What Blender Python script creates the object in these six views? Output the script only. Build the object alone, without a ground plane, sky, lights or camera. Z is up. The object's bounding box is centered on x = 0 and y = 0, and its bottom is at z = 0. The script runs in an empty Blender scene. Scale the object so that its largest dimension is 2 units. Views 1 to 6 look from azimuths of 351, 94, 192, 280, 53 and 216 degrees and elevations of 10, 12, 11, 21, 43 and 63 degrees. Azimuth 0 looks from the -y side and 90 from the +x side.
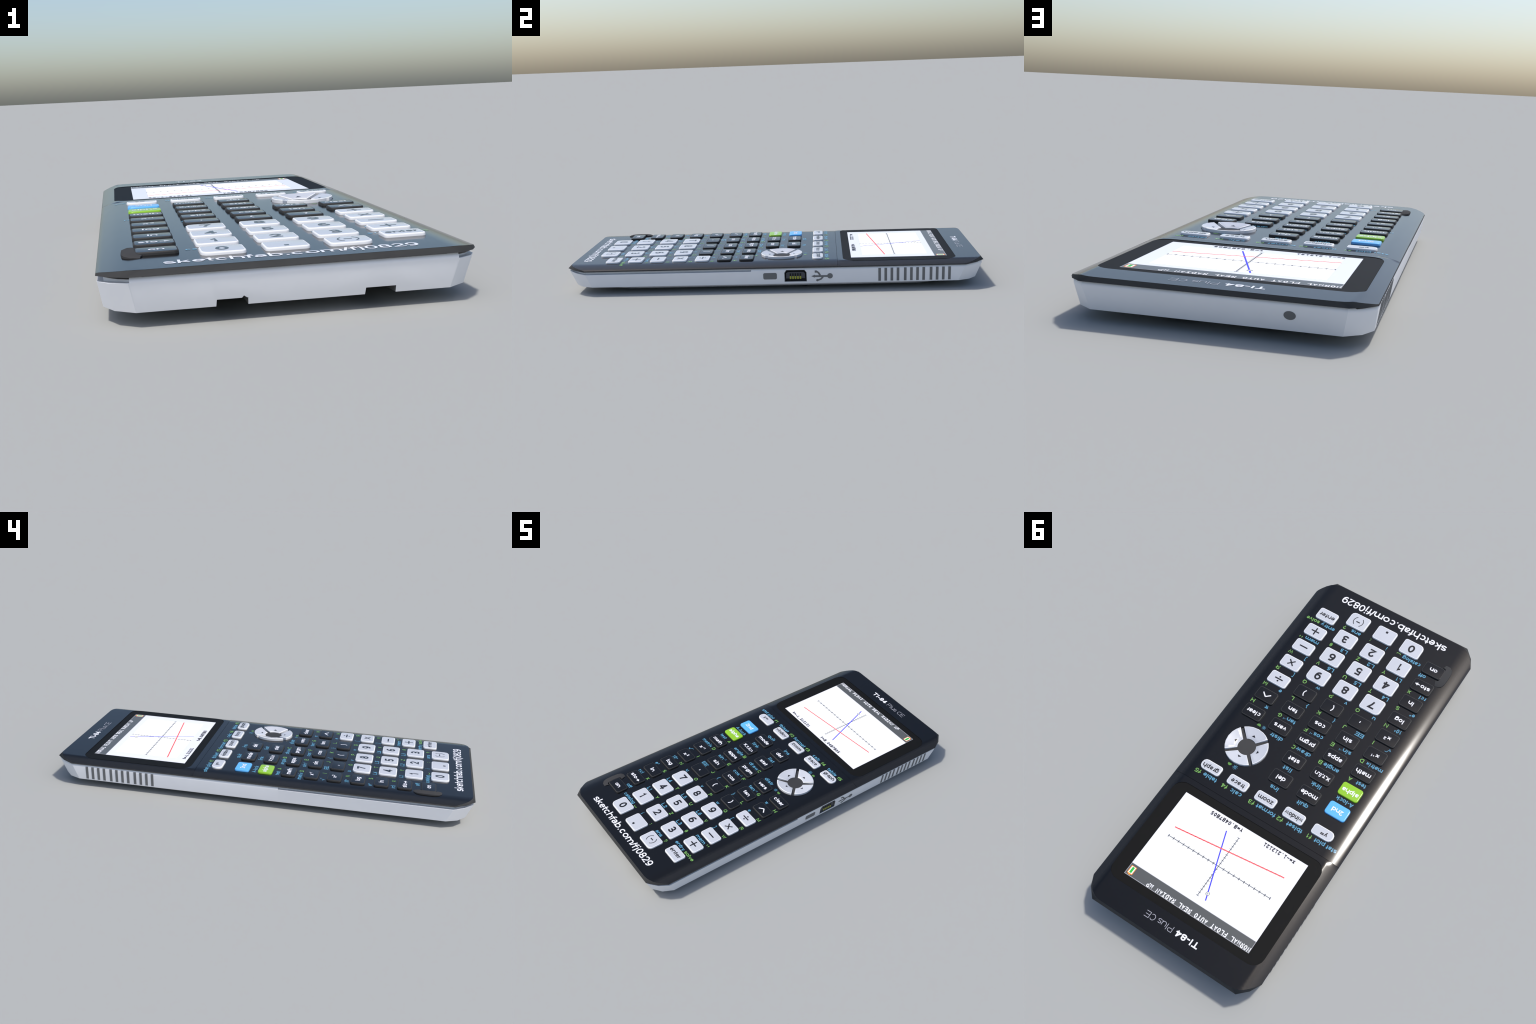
"""Graphing calculator lying on its back: silver shell, glossy dark faceplate,
recessed colour display, five columns of moulded keys, round direction pad."""
import bpy, bmesh, math
from mathutils import Vector, Matrix

# ---------------------------------------------------------------- utilities
COL = bpy.context.scene.collection

def link(name, mesh, parent, mats):
    ob = bpy.data.objects.new(name, mesh)
    COL.objects.link(ob)
    ob.parent = parent
    for m in mats:
        mesh.materials.append(m)
    return ob

def smooth(mesh, deg):
    for p in mesh.polygons:
        p.use_smooth = True
    mesh.set_sharp_from_angle(angle=math.radians(deg))

def mesh_from(name, verts, faces, mat_index=None):
    me = bpy.data.meshes.new(name)
    me.from_pydata(verts, [], faces)
    if mat_index:
        for p, i in zip(me.polygons, mat_index):
            p.material_index = i
    me.update()
    return me

def recalc(me):
    bm = bmesh.new(); bm.from_mesh(me)
    bmesh.ops.recalc_face_normals(bm, faces=bm.faces)
    bm.to_mesh(me); bm.free()

# ---------------------------------------------------------------- materials
def material(name, color, rough=0.5, spec=0.5, grain=0.0, grain_scale=900.0,
             tint=0.0, tint_scale=14.0, metallic=0.0, emit=0.0, emit_color=None,
             bump=0.0, bump_scale=700.0):
    m = bpy.data.materials.new(name)
    m.use_nodes = True
    nt = m.node_tree
    b = nt.nodes["Principled BSDF"]
    b.inputs["Roughness"].default_value = rough
    b.inputs["Specular IOR Level"].default_value = spec
    b.inputs["Metallic"].default_value = metallic
    tc = nt.nodes.new("ShaderNodeTexCoord")
    amount = max(grain, tint)
    n = nt.nodes.new("ShaderNodeTexNoise")
    n.inputs["Scale"].default_value = grain_scale if grain else tint_scale
    n.inputs["Detail"].default_value = 3.0
    nt.links.new(tc.outputs["Object"], n.inputs["Vector"])
    r = nt.nodes.new("ShaderNodeValToRGB")
    lo = [c * (1.0 - amount) for c in color]
    hi = [min(1.0, c * (1.0 + amount)) for c in color]
    r.color_ramp.elements[0].position = 0.3
    r.color_ramp.elements[1].position = 0.7
    r.color_ramp.elements[0].color = (*lo, 1)
    r.color_ramp.elements[1].color = (*hi, 1)
    nt.links.new(n.outputs["Fac"], r.inputs["Fac"])
    nt.links.new(r.outputs["Color"], b.inputs["Base Color"])
    if bump:
        n2 = nt.nodes.new("ShaderNodeTexNoise")
        n2.inputs["Scale"].default_value = bump_scale
        n2.inputs["Detail"].default_value = 2.0
        nt.links.new(tc.outputs["Object"], n2.inputs["Vector"])
        bp = nt.nodes.new("ShaderNodeBump")
        bp.inputs["Strength"].default_value = bump
        bp.inputs["Distance"].default_value = 0.0006
        nt.links.new(n2.outputs["Fac"], bp.inputs["Height"])
        nt.links.new(bp.outputs["Normal"], b.inputs["Normal"])
    if emit:
        b.inputs["Emission Color"].default_value = (*(emit_color or color), 1)
        b.inputs["Emission Strength"].default_value = emit
    return m

M_FACE   = material("faceplate_gloss", (0.0027, 0.0026, 0.0026), 0.13, 0.43, tint=0.06)
def lighter_long_edges(m, color, x0, x1):
    """the moulded long edges of the faceplate are a lighter grey than the printed middle"""
    nt = m.node_tree
    b = nt.nodes["Principled BSDF"]
    old = b.inputs["Base Color"].links[0].from_socket
    tc = nt.nodes.new("ShaderNodeTexCoord")
    sp = nt.nodes.new("ShaderNodeSeparateXYZ")
    nt.links.new(tc.outputs["Object"], sp.inputs[0])
    ab = nt.nodes.new("ShaderNodeMath"); ab.operation = "ABSOLUTE"
    nt.links.new(sp.outputs["X"], ab.inputs[0])
    mr = nt.nodes.new("ShaderNodeMapRange")
    mr.inputs["From Min"].default_value = x0
    mr.inputs["From Max"].default_value = x1
    nt.links.new(ab.outputs[0], mr.inputs["Value"])
    mx = nt.nodes.new("ShaderNodeMix"); mx.data_type = "RGBA"
    nt.links.new(mr.outputs["Result"], mx.inputs["Factor"])
    nt.links.new(old, mx.inputs["A"])
    mx.inputs["B"].default_value = (*color, 1)
    nt.links.new(mx.outputs["Result"], b.inputs["Base Color"])
lighter_long_edges(M_FACE, (0.015, 0.0148, 0.0145), 0.385, 0.408)
M_RIM    = material("rim_matt_black", (0.057, 0.057, 0.057), 0.70, 0.2, tint=0.04)
M_SHELL  = material("shell_silver", (0.785, 0.785, 0.80), 0.45, 0.5, tint=0.012)
M_BEZEL  = material("bezel_black", (0.0048, 0.0048, 0.0046), 0.6, 0.12, tint=0.03)
M_KEYBLK = material("key_black_gloss", (0.0034, 0.0033, 0.0033), 0.14, 0.45, grain=0.12, bump=0.03)
M_KEYBLKS= material("key_black_side", (0.028, 0.028, 0.028), 0.6, 0.3, tint=0.05)
M_KEYWHT = material("key_white_gloss", (0.50, 0.515, 0.555), 0.16, 0.5, grain=0.03, bump=0.03)
M_KEYWHTS= material("key_white_side", (0.75, 0.755, 0.77), 0.45, 0.5, tint=0.01)
M_KEYBLU = material("key_blue_gloss", (0.11, 0.425, 0.85), 0.18, 0.5, grain=0.03, bump=0.03)
M_KEYGRN = material("key_green_gloss", (0.255, 0.50, 0.022), 0.18, 0.5, grain=0.03, bump=0.03)
M_INKWHT = material("ink_white", (0.80, 0.80, 0.86), 0.17, 0.5)
M_INKPALE= material("ink_pale_grey", (0.36, 0.36, 0.40), 0.17, 0.5)
M_INKBLK = material("ink_black", (0.010, 0.010, 0.011), 0.17, 0.5)
M_INKBLU = material("ink_blue", (0.095, 0.29, 0.43), 0.17, 0.5)
M_INKGRN = material("ink_green", (0.165, 0.37, 0.085), 0.17, 0.5)
M_INKDGRN = material("ink_dark_green", (0.10, 0.24, 0.05), 0.17, 0.5)
M_LCD    = material("display_white", (0.80, 0.80, 0.86), 0.2, 0.5)
M_LCDIN  = material("display_plot_white", (0.97, 0.97, 0.97), 0.6, 0.2)
M_BAR    = material("display_status_grey", (0.082, 0.086, 0.085), 0.30, 0.5)
M_LCDTXT = material("display_text_dark", (0.012, 0.012, 0.02), 0.4, 0.4)
M_LCDWHT = material("display_text_white", (0.85, 0.85, 0.88), 0.4, 0.4)
M_BORDER = material("display_border_grey", (0.33, 0.33, 0.35), 0.4, 0.4)
M_RED    = material("plot_red", (0.95, 0.10, 0.11), 0.5, 0.3)
M_BLUE   = material("plot_blue", (0.05, 0.05, 0.95), 0.5, 0.3)
M_AXIS   = material("plot_axis", (0.10, 0.11, 0.13), 0.5, 0.3)
M_ORANGE = material("battery_orange", (0.85, 0.28, 0.03), 0.3, 0.4)
M_GREEN  = material("battery_green", (0.02, 0.42, 0.03), 0.4, 0.4)
M_GREY   = material("moulding_grey", (0.033, 0.033, 0.034), 0.6, 0.3, tint=0.03)
M_GUARD  = material("guard_grey", (0.048, 0.048, 0.049), 0.85, 0.08, tint=0.03)
M_DARK   = material("port_dark", (0.012, 0.012, 0.013), 0.7, 0.2)
M_NOTCH  = material("notch_inner_grey", (0.12, 0.12, 0.12), 0.8, 0.1)
M_SLOT   = material("slot_grey", (0.158, 0.160, 0.162), 0.6, 0.3, tint=0.03)
M_TONGUE = material("port_tongue_grey", (0.07, 0.07, 0.075), 0.6, 0.3)
M_PIN    = material("port_pin_brass", (0.33, 0.33, 0.02), 0.4, 0.5)
M_FOOT   = material("rubber_foot", (0.03, 0.03, 0.03), 0.8, 0.2)

# ---------------------------------------------------------------- main dims
Z_FACE  = 0.1327          # flat part of the faceplate
Z_KEY   = 0.1406          # key tops
Z_GLASS = 0.1312          # display glass
SEAM_Y  = 0.309
SIDE_X  = 0.4385          # half width

# slope of the faceplate's rolled edge: (distance from the middle, slope)
ROLL_KEYPAD = [(0.348, 0.0), (0.376, 0.110), (0.404, 0.198), (0.426, 0.270), (0.4385, 0.58)]
ROLL_DISPLAY = [(0.376, 0.0), (0.388, 0.25), (0.410, 0.29), (0.4385, 0.40)]

def roll_drop(a, roll):
    d_z = 0.0
    for (x0, s0), (x1, s1) in zip(roll, roll[1:]):
        if a <= x0: break
        d = min(a, x1) - x0
        d_z += d * (s0 + 0.5 * (s1 - s0) * d / (x1 - x0))
    return d_z

def face_z(x, y):
    """Height of the faceplate: flat middle, rolled-off long edges; the roll of
    the keypad half turns into the flatter chamfer of the display half just past the seam."""
    a = abs(x)
    t = max(0.0, min(1.0, (y - SEAM_Y - 0.0008) / 0.012))
    return Z_FACE - (1 - t) * roll_drop(a, ROLL_KEYPAD) - t * roll_drop(a, ROLL_DISPLAY)

# top outline corner (arc of the faceplate) and lower outline corner (chamfered)
TOP_ARC = [(0.3385, 0.9880), (0.3560, 0.9855), (0.3700, 0.9805), (0.3910, 0.9690),
           (0.4075, 0.9520), (0.4210, 0.9340), (0.4320, 0.9165), (0.4375, 0.9040)]
LOW_COR = [(0.3720, 0.9990, 0.1195), (0.4134, 0.9575, 0.1158), (0.4388, 0.9080, 0.1112)]

def half_width(y):
    """Half width of the faceplate top at depth y (follows the corner arc)."""
    a = abs(y)
    if a <= TOP_ARC[-1][1]:
        return TOP_ARC[-1][0]
    for (x0, y0), (x1, y1) in zip(TOP_ARC, TOP_ARC[1:]):
        if y1 <= a <= y0:
            return x1 + (x0 - x1) * (a - y1) / (y0 - y1)
    return TOP_ARC[0][0]

# ---------------------------------------------------------------- thing
calc = bpy.data.objects.new("graphing_calculator", None)
COL.objects.link(calc)
calc["label"] = "dark handheld graphing calculator with silver back and colour display"
calc["category"] = "calculator"

# ---------------------------------------------------------------- faceplates
def faceplate(name, ya, yb):
    ys = [ya, yb]
    n = 60
    for i in range(1, n):
        ys.append(ya + (yb - ya) * i / n)
    for _, y in TOP_ARC:
        for s in (1, -1):
            if ya < s * y < yb:
                ys.append(s * y)
    ys = sorted(set(round(y, 5) for y in ys))
    k = 22
    # dense samples on the rolled edges, few in the flat middle
    edge = [0.80 + 0.20 * (i / k) for i in range(k + 1)]
    fr = [-e for e in reversed(edge)] + [-0.4, 0.0, 0.4] + edge
    verts, faces = [], []
    for y in ys:
        w = half_width(y)
        for f in fr:
            x = f * w
            verts.append((x, y, face_z(x, y)))
    c = len(fr)
    for j in range(len(ys) - 1):
        for i in range(c - 1):
            faces.append((j * c + i, j * c + i + 1, (j + 1) * c + i + 1, (j + 1) * c + i))
    # skirt so that the plate has depth
    ring = [i for i in range(c)] + [j * c + c - 1 for j in range(1, len(ys))] \
        + [(len(ys) - 1) * c + i for i in range(c - 2, -1, -1)] + [j * c for j in range(len(ys) - 2, 0, -1)]
    base = len(verts)
    for r in ring:
        x, y, z = verts[r]
        verts.append((x * 0.999, y, min(z - 0.003, 0.1125)))
    m = len(ring)
    for i in range(m):
        a, b = ring[i], ring[(i + 1) % m]
        faces.append((b, a, base + i, base + (i + 1) % m))
    faces.append(tuple(base + i for i in range(m)))
    me = mesh_from(name, verts, faces)
    recalc(me)
    return link(name, me, calc, [M_FACE])

def cut(ob, cutter):
    md = ob.modifiers.new("cut", "BOOLEAN")
    md.operation = "DIFFERENCE"; md.object = cutter; md.solver = "EXACT"; md.material_mode = "TRANSFER"
    dg = bpy.context.evaluated_depsgraph_get()
    me = bpy.data.meshes.new_from_object(ob.evaluated_get(dg))
    ob.modifiers.clear()
    old = ob.data; ob.data = me
    bpy.data.meshes.remove(old)
    bpy.data.objects.remove(cutter)

def rounded_rect(x0, x1, y0, y1, r, seg=6):
    pts = []
    for cx, cy, a0 in ((x1 - r, y0 + r, -90), (x1 - r, y1 - r, 0), (x0 + r, y1 - r, 90), (x0 + r, y0 + r, 180)):
        for i in range(seg + 1):
            a = math.radians(a0 + 90 * i / seg)
            pts.append((cx + r * math.cos(a), cy + r * math.sin(a)))
    return pts

def prism(name, pts, levels, cap_bottom=True):
    """levels: list of (z, inset-fn or scale tuple list) -> stacked rings of the outline"""
    verts, faces = [], []
    n = len(pts)
    for z, ring in levels:
        verts += [(x, y, z) for x, y in ring]
    for l in range(len(levels) - 1):
        for i in range(n):
            j = (i + 1) % n
            faces.append((l * n + i, l * n + j, (l + 1) * n + j, (l + 1) * n + i))
    top = tuple((len(levels) - 1) * n + i for i in range(n))
    faces.append(top)
    if cap_bottom:
        faces.append(tuple(reversed(range(n))))
    return verts, faces

def box_cutter(pts_a, pts_b, mat=None):
    n = len(pts_a)
    faces = [tuple(range(n))[::-1], tuple(range(n, 2 * n))]
    for i in range(n):
        j = (i + 1) % n
        faces.append((i, j, n + j, n + i))
    me = mesh_from("cutter", list(pts_a) + list(pts_b), faces)
    recalc(me)
    ob = bpy.data.objects.new("cutter", me)
    COL.objects.link(ob)
    if mat: me.materials.append(mat)
    return ob

BEZEL = rounded_rect(-0.3935, 0.3935, 0.3365, 0.8720, 0.052, 5)
keypad_plate = faceplate("keypad_faceplate", -0.9880, SEAM_Y - 0.0006)
display_plate = faceplate("display_faceplate", SEAM_Y + 0.0006, 0.9880)
cut(display_plate, box_cutter([(x, y, 0.1285) for x, y in BEZEL], [(x, y, 0.16) for x, y in BEZEL]))
cut(keypad_plate, box_cutter([(0.2270 + 0.1040 * math.cos(2 * math.pi * i / 48), 0.0375 + 0.1040 * math.sin(2 * math.pi * i / 48), 0.1245) for i in range(48)],
    [(0.2270 + 0.1040 * math.cos(2 * math.pi * i / 48), 0.0375 + 0.1040 * math.sin(2 * math.pi * i / 48), 0.16) for i in range(48)]))
smooth(keypad_plate.data, 40)
smooth(display_plate.data, 22)

# dark rim that runs round the faceplate down to the shell
def corner_samples(n=14):
    """matching samples on the faceplate arc and on the chamfered lower corner"""
    def along(pts, t):
        d = [0.0]
        for p, q in zip(pts, pts[1:]):
            d.append(d[-1] + math.dist(p[:2], q[:2]))
        s = t * d[-1]
        for i in range(len(pts) - 1):
            if s <= d[i + 1] + 1e-9:
                f = (s - d[i]) / (d[i + 1] - d[i])
                return [a + (b - a) * f for a, b in zip(pts[i], pts[i + 1])]
        return list(pts[-1])
    lowd = math.dist(LOW_COR[0][:2], LOW_COR[1][:2])
    lowd = lowd / (lowd + math.dist(LOW_COR[1][:2], LOW_COR[2][:2]))
    ts = sorted(set([i / n for i in range(n + 1)] + [lowd]))
    return [(along(TOP_ARC, t), along(LOW_COR, t)) for t in ts]

def rim():
    cs = corner_samples()
    quad = []
    for sx, sy, rev in ((1, 1, False), (1, -1, True), (-1, -1, False), (-1, 1, True)):
        seq = cs[::-1] if rev else cs
        quad.append([((sx * t[0], sy * t[1]), (sx * l[0], sy * l[1], l[2])) for t, l in seq])
    loop = []
    for i, q in enumerate(quad):
        loop += q
        nxt = quad[(i + 1) % 4][0]
        last = q[-1]
        if i % 2 == 0:      # long side, extra samples either side of the seam
            for yy in ([SEAM_Y + 0.002, SEAM_Y - 0.002] if i == 0 else [SEAM_Y - 0.002, SEAM_Y + 0.002]):
                sx = 1 if i == 0 else -1
                loop.append(((sx * TOP_ARC[-1][0], yy), (sx * LOW_COR[-1][0], yy, LOW_COR[-1][2])))
    rings = [[], [], [], []]
    for (tx, ty), (lx, ly, lz) in loop:
        z = face_z(tx, ty)
        rings[0].append((tx * 0.997, ty * 0.9985, z - 0.0030))
        rings[1].append((tx, ty, z - 0.0005))
        dx, dy, dz = lx - tx, ly - ty, lz - z
        rings[2].append((tx + dx * 0.16, ty + dy * 0.16, z + dz * 0.12 - 0.0004))
        rings[3].append((lx, ly, lz))
    rings.append([(x * 0.985, y * 0.99, z - 0.0015) for x, y, z in rings[3]])
    n = len(loop)
    verts = [v for r in rings for v in r]
    faces = []
    for l in range(len(rings) - 1):
        for i in range(n):
            j = (i + 1) % n
            faces.append((l * n + i, l * n + j, (l + 1) * n + j, (l + 1) * n + i))
    me = mesh_from("faceplate_rim", verts, faces)
    recalc(me)
    # near-horizontal shading normals: the rim reads as an upright band
    ln = []
    for v in me.vertices:
        cx, cy = max(-0.34, min(0.34, v.co.x)), max(-0.88, min(0.88, v.co.y))
        ln.append(Vector((v.co.x - cx, v.co.y - cy, 0.0)).normalized() * 0.99 + Vector((0, 0, 0.10)))
    for p in me.polygons: p.use_smooth = True
    me.normals_split_custom_set_from_vertices([n.normalized() for n in ln])
    return link("faceplate_rim", me, calc, [M_RIM])
rim()

# ---------------------------------------------------------------- silver shell
LEDGE_END_Y = -0.1010      # where the slide groove along the sides starts
LEDGE_END_X = 0.3690       # where it ends on the front
TOPC = [(c[0] - 0.0006, c[1] - 0.0012, c[2]) for c in LOW_COR]
BOTC = [(0.3560, 0.9632), (0.4020, 0.9270), (0.4275, 0.8740)]

def shell():
    """Loft of horizontal rings. Each station: (top xyz, bottom xy, ledge flag)"""
    stations = []
    def add(tx, ty, tz, bx, by, ledge):
        stations.append((tx, ty, tz, bx, by, ledge))
    def corner(sx, sy, rev, ledge):
        seq = list(zip(TOPC, BOTC))
        if rev: seq = seq[::-1]
        for (tx, ty, tz), (bx, by) in seq:
            add(sx * tx, sy * ty, tz, sx * bx, sy * by, ledge)
    def side(sx, y, ledge):
        add(sx * TOPC[2][0], y, TOPC[2][2], sx * BOTC[2][0], y, ledge)
    def front(x, ledge):
        add(x, -TOPC[0][1], TOPC[0][2], x * BOTC[0][0] / TOPC[0][0], -BOTC[0][1], ledge)
    corner(1, 1, False, False)
    for y in (0.72, 0.5, 0.3, 0.0): side(1, y, False)
    side(1, LEDGE_END_Y + 0.0004, False); side(1, LEDGE_END_Y - 0.0004, True)
    side(1, -0.5, True); side(1, -0.72, True)
    corner(1, -1, True, True)
    front(LEDGE_END_X + 0.0002, True); front(LEDGE_END_X - 0.0003, False)
    for x in (0.2, 0.0, -0.2): front(x, False)
    front(-LEDGE_END_X + 0.0003, False); front(-LEDGE_END_X - 0.0002, True)
    corner(-1, -1, False, True)
    side(-1, -0.72, True); side(-1, -0.5, True)
    side(-1, LEDGE_END_Y - 0.0004, True); side(-1, LEDGE_END_Y + 0.0004, False)
    for y in (0.0, 0.3, 0.5, 0.72): side(-1, y, False)
    corner(-1, 1, True, False)
    for x in (-0.2, 0.0, 0.2): add(x, TOPC[0][1], TOPC[0][2], x, BOTC[0][1], False)
    rings = [[] for _ in range(10)]
    for tx, ty, tz, bx, by, ledge in stations:
        def at(f, z, inset=0.0):
            x, y = bx + (tx - bx) * f, by + (ty - by) * f
            if inset:
                # move towards the long axis / ends
                cx, cy = max(-0.36, min(0.36, x)), max(-0.90, min(0.90, y))
                v = Vector((cx - x, cy - y))
                if v.length > 1e-6:
                    v = v.normalized() * inset
                x, y = x + v.x, y + v.y
            return (x, y, z)
        zb = 0.0335
        zl = tz - 0.0135            # height of the groove's ledge
        rings[0].append((bx * 0.84, by * 0.80, 0.0080))
        e = max(0.0, min(1.0, (abs(by) - 0.70) / 0.17))      # flat lip towards the ends
        rings[1].append((bx * 0.935, by * 0.90, 0.0205 + 0.0080 * e))
        rings[2].append((bx * 0.978, by * 0.965, 0.0282 + 0.0041 * e))
        rings[3].append(at(0.0, zb))
        f = 0.82 if abs(ty) > 0.99 else 0.82
        if ledge:
            rings[4].append(at(f, zl - 0.0012))
            rings[5].append(at(f, zl, 0.0006))
            rings[6].append(at(f, zl + 0.0003, 0.0150))
            rings[7].append(at(f, tz - 0.004, 0.0145))
            rings[8].append(at(1.0, tz + 0.0005, 0.0145))
        else:
            rings[4].append(at(f, zl - 0.0012))
            rings[5].append(at(f + 0.015, zl + 0.0030, 0.0002))
            rings[6].append(at(f + 0.015, zl + 0.0070, 0.0016))
            rings[7].append(at(f + 0.01, zl + 0.0105, 0.0036))
            rings[8].append(at(f, tz + 0.0003, 0.0064))
        rings[9].append(at(1.0, tz + 0.0008, 0.030))
    n = len(stations)
    verts = [v for r in rings for v in r]
    faces = []
    for l in range(len(rings) - 1):
        for i in range(n):
            j = (i + 1) % n
            faces.append((l * n + i, l * n + j, (l + 1) * n + j, (l + 1) * n + i))
    faces.append(tuple(range(n))[::-1])
    faces.append(tuple((len(rings) - 1) * n + i for i in range(n)))
    me = mesh_from("back_shell", verts, faces)
    recalc(me)
    return link("back_shell", me, calc, [M_SHELL, M_DARK])

back = shell()
# two finger notches in the lower front edge
for x0, x1 in ((-0.185, -0.1095), (0.1515, 0.2272)):
    a = [(x0, -1.02, 0.005), (x1, -1.02, 0.005), (x1 - 0.001, -1.02, 0.0500), (x0 + 0.005, -1.02, 0.0500)]
    b = [(x, -0.80, z - 0.02 if z < 0.02 else z) for x, _, z in a]
    cut(back, box_cutter(a, b, M_NOTCH))
a = [(-0.128, -1.02, 0.045), (-0.1115, -1.02, 0.045), (-0.1115, -1.02, 0.0490), (-0.1200, -1.02, 0.0552), (-0.1240, -1.02, 0.0505)]
cut(back, box_cutter(a, [(x, -0.935, z) for x, _, z in a], M_NOTCH))
# mini connector opening
PORT = [(0.0567, 0.0428), (0.1628, 0.0428), (0.1622, 0.0888), (0.1528, 0.1015), (0.0655, 0.1018), (0.0563, 0.0880)]
cut(back, box_cutter([(0.50, y, z) for y, z in PORT], [(0.402, y, z) for y, z in PORT]))
smooth(back.data, 27)

def side_x(z, sx=1):
    f = (z - 0.0335) / (0.0965 - 0.0335)
    return sx * (BOTC[2][0] + (TOPC[2][0] - BOTC[2][0]) * 0.82 * min(1.0, f) + (0.0004 if f > 1 else 0))

def side_plate(name, pts, sx, mat, lift=0.0007, parent=None):
    """thin moulded piece that follows the slanting side; pts are (y, z)"""
    n = len(pts)
    verts = [(side_x(z, sx) + sx * lift, y, z) for y, z in pts] + [(side_x(z, sx) - sx * 0.002, y, z) for y, z in pts]
    faces = [tuple(range(n)), tuple(range(2 * n - 1, n - 1, -1))]
    if n == 6 and abs(pts[2][1] - pts[5][1]) < 1e-6:      # bent strip: two flat panels
        faces[0:1] = [(0, 1, 2, 5), (5, 2, 3, 4)]
    for i in range(n):
        j = (i + 1) % n
        faces.append((j, i, n + i, n + j))
    me = mesh_from(name, verts, faces)
    recalc(me)
    return link(name, me, parent or back, [mat])

# grip slots on both sides: three groups of four
for sx in (1, -1):
    for gy in (0.4998, 0.6196, 0.7395):
        for i in range(4):
            y = gy + 0.0286 * i
            side_plate("grip_slot", [(y, 0.0385), (y + 0.0122, 0.0385), (y + 0.0122, 0.0967), (y + 0.0122, 0.1025), (y, 0.1025), (y, 0.0967)], sx, M_SLOT)
# blank plug beside the connector
side_plate("blank_plug", rounded_rect(-0.0440, 0.0210, 0.0568, 0.0890, 0.0075, 4), 1, M_SLOT)

# connector: lining, tongue and five pins
def inner_face(name, x, pts, mat, parent, x2=None):
    n = len(pts)
    x2 = x - 0.004 if x2 is None else x2
    verts = [(x, y, z) for y, z in pts] + [(x2, y, z) for y, z in pts]
    faces = [tuple(range(n)), tuple(range(2 * n - 1, n - 1, -1))]
    for i in range(n):
        j = (i + 1) % n
        faces.append((j, i, n + i, n + j))
    me = mesh_from(name, verts, faces)
    recalc(me)
    return link(name, me, parent, [mat])
def lining():
    ins = lambda k: [(0.1095 + (y - 0.1095) * k, 0.071 + (z - 0.071) * (k - 0.02)) for y, z in PORT]
    outer, inner = ins(0.998), ins(0.955)
    n = len(PORT)
    r = [[(side_x(z) - 0.0010, y, z) for y, z in outer], [(side_x(z) - 0.0015, y, z) for y, z in inner],
         [(0.4180, y, z) for y, z in inner]]
    verts = [v for q in r for v in q]
    faces, mi = [], []
    for l in range(2):
        for i in range(n):
            j = (i + 1) % n
            faces.append((l * n + i, l * n + j, (l + 1) * n + j, (l + 1) * n + i)); mi.append(0)
    faces.append(tuple(2 * n + i for i in range(n))); mi.append(1)
    me = mesh_from("connector_port", verts, faces, mi)
    recalc(me)
    return link("connector_port", me, calc, [M_SLOT, M_DARK])
connector = lining()
inner_face("connector_tongue", 0.4285, [(0.0645, 0.0592), (0.1545, 0.0592), (0.1545, 0.0830), (0.1460, 0.0900), (0.0735, 0.0900), (0.0645, 0.0850)], M_TONGUE, connector, 0.405)
for i in range(5):
    y = 0.0818 + 0.01175 * i
    inner_face("connector_slot", 0.4290, [(y, 0.069), (y + 0.0072, 0.069), (y + 0.0072, 0.0835), (y, 0.0835)], M_DARK, connector, 0.424)
    inner_face("connector_pin", 0.4296, [(y, 0.0562), (y + 0.0072, 0.0562), (y + 0.0072, 0.0700), (y, 0.0700)], M_PIN, connector, 0.41)

# trident symbol next to the port
def stroke(pts, w):
    """outline polygon of a polyline of width w (2D)"""
    L, R = [], []
    for i, p in enumerate(pts):
        a = pts[max(0, i - 1)]; b = pts[min(len(pts) - 1, i + 1)]
        d = Vector((b[0] - a[0], b[1] - a[1])).normalized()
        nx, ny = -d.y * w / 2, d.x * w / 2
        L.append((p[0] + nx, p[1] + ny)); R.append((p[0] - nx, p[1] - ny))
    return L + R[::-1]
def disc(cx, cy, r, n=20):
    return [(cx + r * math.cos(2 * math.pi * i / n), cy + r * math.sin(2 * math.pi * i / n)) for i in range(n)]
trident = [stroke([(0.198, 0.0685), (0.264, 0.0680)], 0.0092),
           disc(0.2725, 0.0687, 0.0134),
           [(0.1841, 0.0685), (0.2012, 0.0612), (0.2012, 0.0758)],
           stroke([(0.2260, 0.0725), (0.2190, 0.0845), (0.2120, 0.0905), (0.2010, 0.0915)], 0.0085),
           [(0.2008, 0.0860), (0.2110, 0.0860), (0.2110, 0.0968), (0.2008, 0.0968)],
           stroke([(0.2400, 0.0655), (0.2300, 0.0540), (0.2200, 0.0500), (0.2120, 0.0482)], 0.0080),
           disc(0.2125, 0.0482, 0.0058, 14)]
for k, poly in enumerate(trident):
    side_plate("trident_symbol", poly, 1, M_SLOT, 0.0007 + 0.00006 * k)

# round jack on the far end
def end_disc():
    n = 24
    cx, cz, r = -0.2150, 0.0803, 0.0165
    f = lambda z: BOTC[0][1] + (TOPC[0][1] - BOTC[0][1]) * 0.82 * (z - 0.0335) / (0.1048 - 0.0335)
    ring = [(cx + r * math.cos(2 * math.pi * i / n), cz + r * 0.80 * math.sin(2 * math.pi * i / n)) for i in range(n)]
    verts = [(x, f(z) + 0.0009, z) for x, z in ring] + [(x, f(z) - 0.003, z) for x, z in ring]
    faces = [tuple(range(n)), tuple(range(2 * n - 1, n - 1, -1))]
    faces += [((i + 1) % n, i, n + i, n + (i + 1) % n) for i in range(n)]
    me = mesh_from("round_jack", verts, faces)
    recalc(me)
    link("round_jack", me, back, [M_SLOT])
end_disc()

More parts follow.
